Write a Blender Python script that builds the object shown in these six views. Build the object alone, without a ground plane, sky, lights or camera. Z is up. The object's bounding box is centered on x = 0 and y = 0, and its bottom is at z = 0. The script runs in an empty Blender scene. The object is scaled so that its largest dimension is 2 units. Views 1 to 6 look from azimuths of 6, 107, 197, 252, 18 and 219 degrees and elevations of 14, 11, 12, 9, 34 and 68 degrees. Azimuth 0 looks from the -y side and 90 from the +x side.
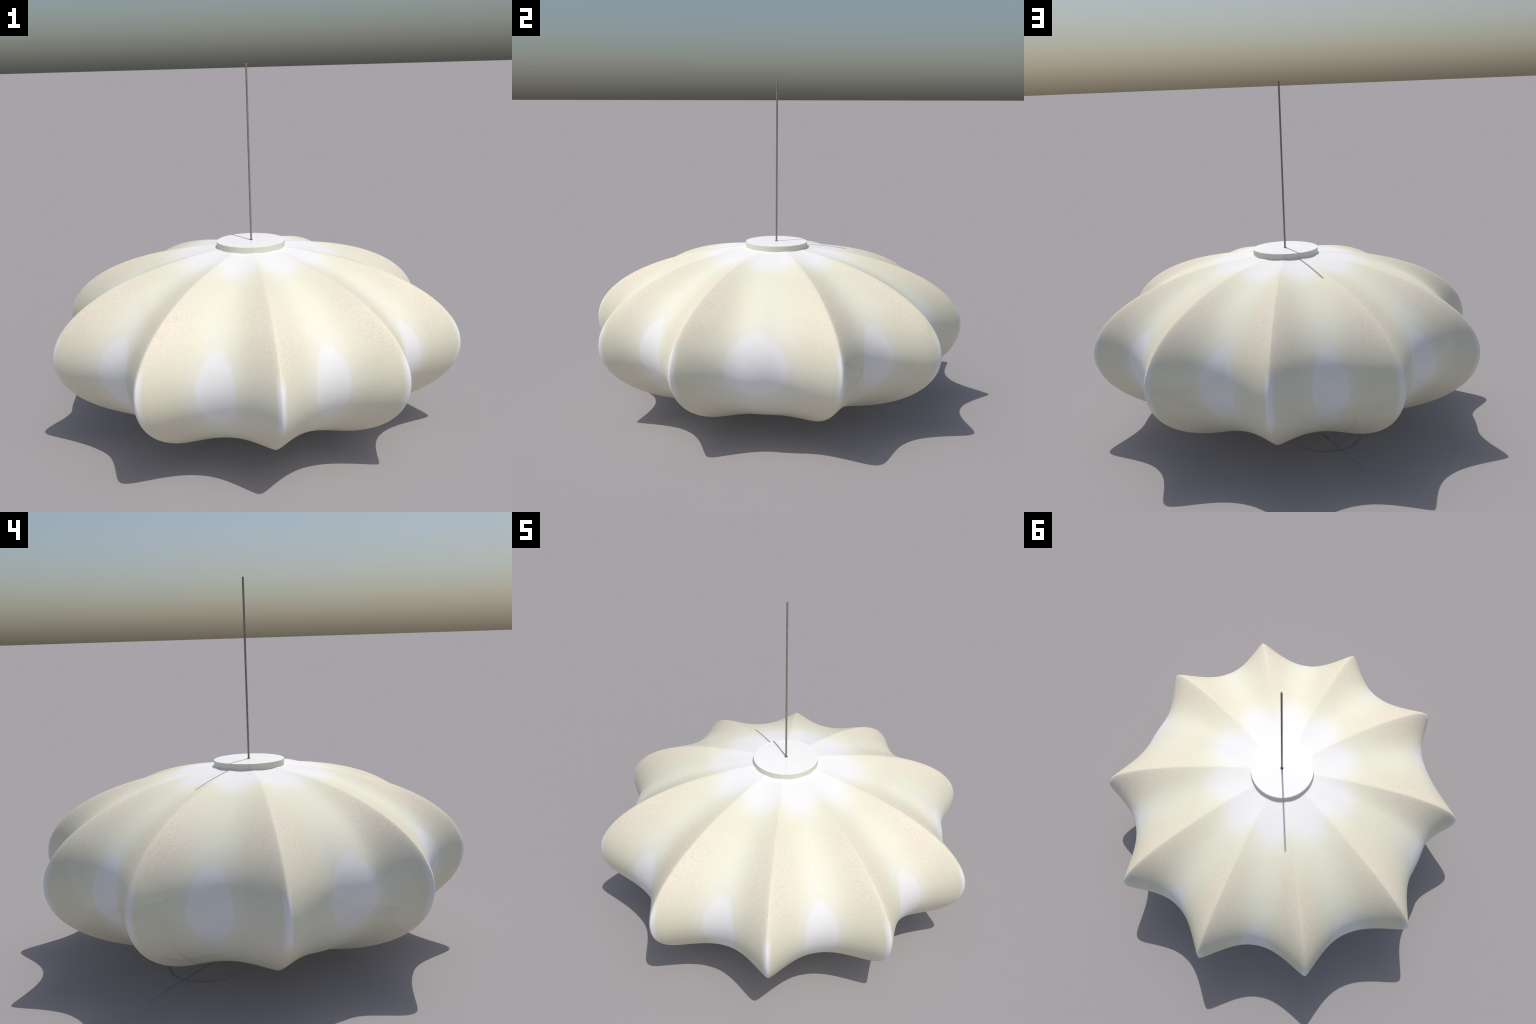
"""Pleated bubble pendant lamp: ten fabric gores stretched over ten wire ribs,
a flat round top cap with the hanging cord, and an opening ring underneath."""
import bpy, bmesh, math
import numpy as np

# ------------------------------------------------------------------ measures
# rib angle (degrees) and plan radius of its crest
RIBS = [(-11.8, 1.020), (33.2, 1.016), (68.1, 1.017), (101.7, 1.019), (134.9, 1.018),
        (170.1, 1.016), (209.6, 1.003), (248.0, 1.016), (282.0, 1.020), (315.1, 1.018)]
# width (degrees) of the sagging flank beside the first and the second rib of
# each gore; what is left over between them is the flat middle of a wide gore
FLANKS = [(17.5, 19.0), (17.0, 17.9), (16.8, 16.8), (16.6, 16.6), (16.8, 18.4),
          (16.5, 13.2), (22.0, 16.6), (17.5, 16.5), (16.0, 17.1), (16.0, 17.1)]
R_VALLEY = 0.857     # plan radius in the middle of a gore
Z_MID = 0.4300       # height of the equator
TOP_H, LOW_H = 0.4300, 0.4342   # half heights of the meridian ellipse
SAG = 2.10           # how hollow the skin hangs between the ribs
CREST = 0.036        # crest rounding, in gore half widths
LIP = 0.0008         # the wire shows as a fine raised line on the crest
R_OPEN, R_FOOT = 0.1655, 0.004   # the skin is open under the cap, gathered below
CAP_R, CAP_BOTTOM, CAP_TOP = 0.168, 0.8500, 0.886
CORD_TOP, CORD_R, CORD_XY = 1.7335, 0.0046, (0.002, 0.0005)


# ------------------------------------------------------------------ node help
class Nodes:
    def __init__(self, name):
        self.mat = bpy.data.materials.new(name)
        self.mat.use_nodes = True
        self.t = self.mat.node_tree
        self.t.nodes.clear()
        self.out = self.t.nodes.new("ShaderNodeOutputMaterial")

    def new(self, kind, **kw):
        n = self.t.nodes.new(kind)
        for k, v in kw.items():
            setattr(n, k, v)
        return n

    def put(self, sock, v):
        if isinstance(v, bpy.types.NodeSocket):
            self.t.links.new(v, sock)
        elif v is not None:
            sock.default_value = v

    def math(self, op, a, b=None, c=None, clamp=False):
        n = self.new("ShaderNodeMath", operation=op, use_clamp=clamp)
        for i, v in enumerate((a, b, c)):
            self.put(n.inputs[i], v)
        return n.outputs[0]

    def ramp(self, x, lo, hi):
        """smooth 0..1 step of x between lo and hi (lo > hi falls)"""
        n = self.new("ShaderNodeMapRange", interpolation_type='SMOOTHSTEP')
        self.put(n.inputs[0], x)
        if lo < hi:
            vals = (lo, hi, 0.0, 1.0)
        else:
            vals = (hi, lo, 1.0, 0.0)
        for i, v in enumerate(vals):
            n.inputs[1 + i].default_value = v
        return n.outputs[0]

    def mix(self, f, a, b):
        n = self.new("ShaderNodeMix", data_type='RGBA')
        self.put(n.inputs[0], f)
        for sock, v in ((n.inputs[6], a), (n.inputs[7], b)):
            self.put(sock, v if isinstance(v, bpy.types.NodeSocket) else (*v, 1.0))
        return n.outputs[2]

    def noise(self, coord, scale, detail=2.0, rough=0.5):
        n = self.new("ShaderNodeTexNoise")
        self.put(n.inputs["Vector"], coord)
        n.inputs["Scale"].default_value = scale
        n.inputs["Detail"].default_value = detail
        n.inputs["Roughness"].default_value = rough
        return n.outputs["Fac"]

    def finish(self, color, rough=0.5, spec=0.3, bump=None, bump_dist=0.001,
               see_through=0.0):
        p = self.new("ShaderNodeBsdfPrincipled")
        self.put(p.inputs["Base Color"],
                 color if isinstance(color, bpy.types.NodeSocket) else (*color, 1.0))
        p.inputs["Roughness"].default_value = rough
        p.inputs["Specular IOR Level"].default_value = spec
        if bump is not None:
            b = self.new("ShaderNodeBump")
            b.inputs["Distance"].default_value = bump_dist
            b.inputs["Strength"].default_value = 0.4
            self.put(b.inputs["Height"], bump)
            self.put(p.inputs["Normal"], b.outputs[0])
        shader = p.outputs[0]
        if see_through > 0.0:          # thin stretched polymer skin lets light through
            tr = self.new("ShaderNodeBsdfTransparent")
            m = self.new("ShaderNodeMixShader")
            m.inputs[0].default_value = see_through
            self.t.links.new(shader, m.inputs[1])
            self.t.links.new(tr.outputs[0], m.inputs[2])
            shader = m.outputs[0]
        self.t.links.new(shader, self.out.inputs[0])
        return self.mat


SEE = 0.23
GLOW_WHITE = (0.94, 0.94, 0.945)
GLOW_PALE = (0.89, 0.885, 0.72)
CREAM = (0.83, 0.82, 0.65)
BEIGE = (0.87, 0.805, 0.66)
SPECK = (0.70, 0.57, 0.45)


def gore_material(name, mid, half, shift):
    """Cream skin of one gore.  mid / half: centre angle and half width (rad),
    shift: where the deepest sag lies off the centre.
    Baked glow of an inner bulb, painted white: round the poles, in an egg-shaped patch
    in the middle of the gore and in a narrow strip on the rib."""
    N = Nodes(name)
    obj = N.new("ShaderNodeTexCoord").outputs["Object"]
    rot = N.new("ShaderNodeVectorRotate", rotation_type='Z_AXIS')
    N.put(rot.inputs["Vector"], obj)
    rot.inputs["Angle"].default_value = -mid
    sep = N.new("ShaderNodeSeparateXYZ")
    N.put(sep.inputs[0], rot.outputs[0])
    x, y, z = sep.outputs
    turn = N.math('ARCTAN2', y, x)
    ang = N.math('ABSOLUTE', turn)
    off = N.math('ABSOLUTE', N.math('SUBTRACT', turn, shift))
    u = N.math('DIVIDE', ang, half)
    r = N.math('SQRT', N.math('ADD', N.math('MULTIPLY', x, x), N.math('MULTIPLY', y, y)))
    lift = N.math('SUBTRACT', z, Z_MID)
    h = N.math('ABSOLUTE', lift)                               # distance from equator

    # painted bulb glow round the poles, reaching further out along the gore middle
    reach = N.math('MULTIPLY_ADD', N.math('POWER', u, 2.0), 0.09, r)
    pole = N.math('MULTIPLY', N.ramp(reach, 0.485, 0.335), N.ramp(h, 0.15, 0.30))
    # egg-shaped glow painted in the gore middle, crisp at its sides, soft above
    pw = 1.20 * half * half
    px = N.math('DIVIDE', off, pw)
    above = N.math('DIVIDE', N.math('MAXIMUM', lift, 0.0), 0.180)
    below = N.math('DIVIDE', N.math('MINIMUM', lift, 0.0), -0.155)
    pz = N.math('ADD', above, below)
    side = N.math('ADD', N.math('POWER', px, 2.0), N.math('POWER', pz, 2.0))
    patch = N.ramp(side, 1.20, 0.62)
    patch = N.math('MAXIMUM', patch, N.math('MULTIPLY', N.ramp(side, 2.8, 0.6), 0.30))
    # inner light drawn as a white strip on the rib crest
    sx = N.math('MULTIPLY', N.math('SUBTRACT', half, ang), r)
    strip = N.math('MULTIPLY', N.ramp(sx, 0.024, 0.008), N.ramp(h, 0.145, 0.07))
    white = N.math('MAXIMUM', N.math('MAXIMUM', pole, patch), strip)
    # glow falloff tinted in: pale along gore middle, flecked beige on upper flanks
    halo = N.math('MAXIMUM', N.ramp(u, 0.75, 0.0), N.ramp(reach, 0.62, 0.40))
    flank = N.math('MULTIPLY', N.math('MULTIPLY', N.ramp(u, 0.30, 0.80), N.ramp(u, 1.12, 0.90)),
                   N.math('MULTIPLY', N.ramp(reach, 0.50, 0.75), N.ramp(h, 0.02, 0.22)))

    grain = N.noise(obj, 140.0, 2.0, 0.6)
    fleck = N.ramp(grain, 0.44, 0.66)
    cloud = N.ramp(N.noise(obj, 8.0, 2.0), 0.35, 0.65)
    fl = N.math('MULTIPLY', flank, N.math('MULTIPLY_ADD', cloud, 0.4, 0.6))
    col = N.mix(halo, CREAM, GLOW_PALE)
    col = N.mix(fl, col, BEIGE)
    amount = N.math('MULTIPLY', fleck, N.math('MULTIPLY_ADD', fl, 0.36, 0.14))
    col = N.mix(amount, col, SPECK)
    col = N.mix(white, col, GLOW_WHITE)
    return N.finish(col, rough=0.6, spec=0.2, see_through=SEE)


# ------------------------------------------------------------------ mesh help
def mesh_object(name, verts, faces, mat, parent, normals=None, smooth=True):
    me = bpy.data.meshes.new(name)
    me.from_pydata([tuple(v) for v in verts], [], faces)
    me.materials.append(mat)
    me.polygons.foreach_set("use_smooth", [smooth] * len(me.polygons))
    me.update()
    if normals is not None:
        me.normals_split_custom_set_from_vertices([tuple(n) for n in normals])
    ob = bpy.data.objects.new(name, me)
    bpy.context.scene.collection.objects.link(ob)
    ob.parent = parent
    return ob


def lathe(name, profile, mat, parent, seg=96, centre=(0.0, 0.0), sharp=35.0):
    """revolve a list of (radius, height) points about the vertical axis"""
    bm = bmesh.new()
    rings = []
    for rad, zz in profile:
        if rad < 1e-6:
            rings.append([bm.verts.new((centre[0], centre[1], zz))])
        else:
            rings.append([bm.verts.new((centre[0] + rad * math.cos(2 * math.pi * i / seg),
                                        centre[1] + rad * math.sin(2 * math.pi * i / seg), zz))
                          for i in range(seg)])
    for a, b in zip(rings[:-1], rings[1:]):
        for i in range(seg):
            j = (i + 1) % seg
            vs = ([a[0]] if len(a) == 1 else [a[i], a[j]]) + \
                 ([b[0]] if len(b) == 1 else [b[j], b[i]])
            bm.faces.new(vs)
    bmesh.ops.recalc_face_normals(bm, faces=bm.faces)
    for f in bm.faces:
        f.smooth = True
    for e in bm.edges:
        if len(e.link_faces) == 2 and e.calc_face_angle(0) > math.radians(sharp):
            e.smooth = False
    me = bpy.data.meshes.new(name)
    bm.to_mesh(me)
    bm.free()
    me.materials.append(mat)
    ob = bpy.data.objects.new(name, me)
    bpy.context.scene.collection.objects.link(ob)
    ob.parent = parent
    return ob


# ------------------------------------------------------------------ the lamp
lamp = bpy.data.objects.new("pendant_lamp", None)
bpy.context.scene.collection.objects.link(lamp)
lamp["label"] = "cream ribbed star-shaped bubble pendant lamp on a thin cord"
lamp["category"] = "pendant lamp"


def plan_radius(ang, a0, a1, k):
    """plan radius across gore k: from each rib a narrow rounded crest runs down
    into a sagging skin; a wide gore stays flat in its middle"""
    f0, f1 = (math.radians(v) for v in FLANKS[k])
    gap = a1 - a0
    d0, d1 = ang - a0, a1 - ang
    scale = min(1.0, gap / (f0 + f1))
    f0, f1 = f0 * scale, f1 * scale
    out = np.full_like(ang, R_VALLEY)
    flat = gap - f0 - f1
    if flat > 1e-4:                                            # wide gore: a touch deeper
        out -= 0.004
    out0 = float(out[0, 0])
    for d, f, rib in ((d0, f0, RIBS[k][1] - 0.001), (d1, f1, RIBS[(k + 1) % 10][1] - 0.001)):
        c = CREST * math.radians(16.8) / f
        x = np.clip(d / f, 0, None)
        w = np.clip(1.0 - np.sqrt(x ** 2 + c ** 2), 0, None)
        out = out + (rib - out0) * w ** SAG / (1.0 - c) ** SAG
    return out


def gore_point(ang, lat, a0, a1, k):
    a = plan_radius(ang, a0, a1, k)
    d = np.minimum(ang - a0, a1 - ang) * a * np.cos(lat)      # distance from the crest
    a = a + LIP * (np.exp(-(d / 0.006) ** 2) - 1.0) * np.exp(-(d / 0.02) ** 2)
    rad = a * np.cos(lat)
    up = np.where(lat > 0, TOP_H, LOW_H)
    zz = np.maximum(Z_MID + up * np.sin(lat), 0.0004)         # it sits on a flat foot
    zz = zz + np.where(lat > 0, 0.007 * np.exp(-(rad / 0.2) ** 2), 0.0)   # lifts to the cap
    return np.stack([rad * np.cos(ang), rad * np.sin(ang), zz], -1)


NU, NV = 72, 120
lin = np.linspace(-1.0, 1.0, NU + 1)
us = np.sign(lin) * (1.0 - (1.0 - np.abs(lin)) ** 1.7)         # finer towards the ribs
rows = np.linspace(1.0, -1.0, NV + 1)

for k in range(10):
    a0 = math.radians(RIBS[k][0])
    a1 = math.radians(RIBS[(k + 1) % 10][0] + (360.0 if k == 9 else 0.0))
    mid, half = 0.5 * (a0 + a1), 0.5 * (a1 - a0)
    A, V = np.meshgrid(mid + us * half, rows)
    L = V * np.arccos(np.where(V > 0, R_OPEN, R_FOOT) / plan_radius(A, a0, a1, k))
    P = gore_point(A, L, a0, a1, k)
    e = 1e-4
    Ac = np.clip(A, a0 + e, a1 - e)
    du = gore_point(Ac + e, L, a0, a1, k) - gore_point(Ac - e, L, a0, a1, k)
    dl = gore_point(A, L + e, a0, a1, k) - gore_point(A, L - e, a0, a1, k)
    n = np.cross(du, dl)
    n /= np.linalg.norm(n, axis=-1, keepdims=True)
    # on the crest the normal lies in the rib's own plane
    for col, ang in ((0, a0), (NU, a1)):
        er = np.array([math.cos(ang), math.sin(ang)])
        rr = n[:, col, 0] * er[0] + n[:, col, 1] * er[1]
        n[:, col, 0], n[:, col, 1] = rr * er[0], rr * er[1]
    n /= np.linalg.norm(n, axis=-1, keepdims=True)
    W = NU + 1
    faces = [(i * W + j, (i + 1) * W + j, (i + 1) * W + j + 1, i * W + j + 1)
             for i in range(NV) for j in range(NU)]
    f0, f1 = (math.radians(v) for v in FLANKS[k])
    low = 0.5 * (a0 + f0 + a1 - f1)                            # middle of the sag
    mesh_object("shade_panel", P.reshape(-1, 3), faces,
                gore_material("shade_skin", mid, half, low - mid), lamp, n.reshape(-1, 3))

# top cap: a shallow round lid, top whitened by baked lamp light, wall left cream
N = Nodes("cap_top_baked_glow")
oc = N.new("ShaderNodeTexCoord").outputs["Object"]
cap_glow_white = N.finish(N.mix(N.noise(oc, 30.0), (0.96, 0.96, 0.965), (0.975, 0.975, 0.975)),
                     rough=0.5, spec=0.25, see_through=SEE)
N = Nodes("cap_wall_cream")
oc = N.new("ShaderNodeTexCoord").outputs["Object"]
cap_cream = N.finish(N.mix(N.math('MULTIPLY', N.ramp(N.noise(oc, 130.0, 3.0), 0.45, 0.7), 0.12),
                           (0.82, 0.82, 0.68), SPECK), rough=0.55, spec=0.25, see_through=SEE)
wall = lathe("cap_rim", [(CAP_R, CAP_BOTTOM),
                         (CAP_R, CAP_TOP - 0.0015), (CAP_R - 0.0008, CAP_TOP - 0.0004)],
             cap_cream, lamp, seg=128)
lathe("cap_lid", [(0.0, CAP_TOP), (CAP_R - 0.003, CAP_TOP),
                  (CAP_R - 0.0012, CAP_TOP - 0.0002), (CAP_R - 0.0008, CAP_TOP - 0.0004)],
      cap_glow_white, lamp, seg=128)

# cord with a dark spot round its base on the lid
N = Nodes("cord_braid")
oc = N.new("ShaderNodeTexCoord").outputs["Object"]
weave = N.noise(oc, 160.0, 3.0, 0.7)
cord_col = N.mix(N.ramp(weave, 0.35, 0.65), (0.19, 0.165, 0.14), (0.31, 0.27, 0.235))
cord_mat = N.finish(cord_col, rough=0.7, spec=0.2, bump=weave, bump_dist=0.001)
lathe("cord", [(0.0, 0.80), (CORD_R, 0.80), (CORD_R, CORD_TOP - 0.001),
               (CORD_R - 0.001, CORD_TOP), (0.0, CORD_TOP)],
      cord_mat, lamp, seg=20, centre=CORD_XY)
N = Nodes("dark_spot")
dark_spot_mat = N.finish((0.12, 0.10, 0.08), rough=0.7, spec=0.2)
lathe("cord_dark_spot", [(CORD_R - 0.001, CAP_TOP + 0.0022), (0.0065, CAP_TOP + 0.002),
                       (0.0085, CAP_TOP + 0.0012), (0.009, CAP_TOP - 0.003)],
      dark_spot_mat, lamp, seg=24, centre=CORD_XY)

# small button that gathers the gores at the foot
lathe("foot_button", [(0.0, 0.0), (0.0055, 0.0002), (0.007, 0.0015), (0.006, 0.004), (0.0, 0.005)],
      cap_cream, lamp, seg=24)
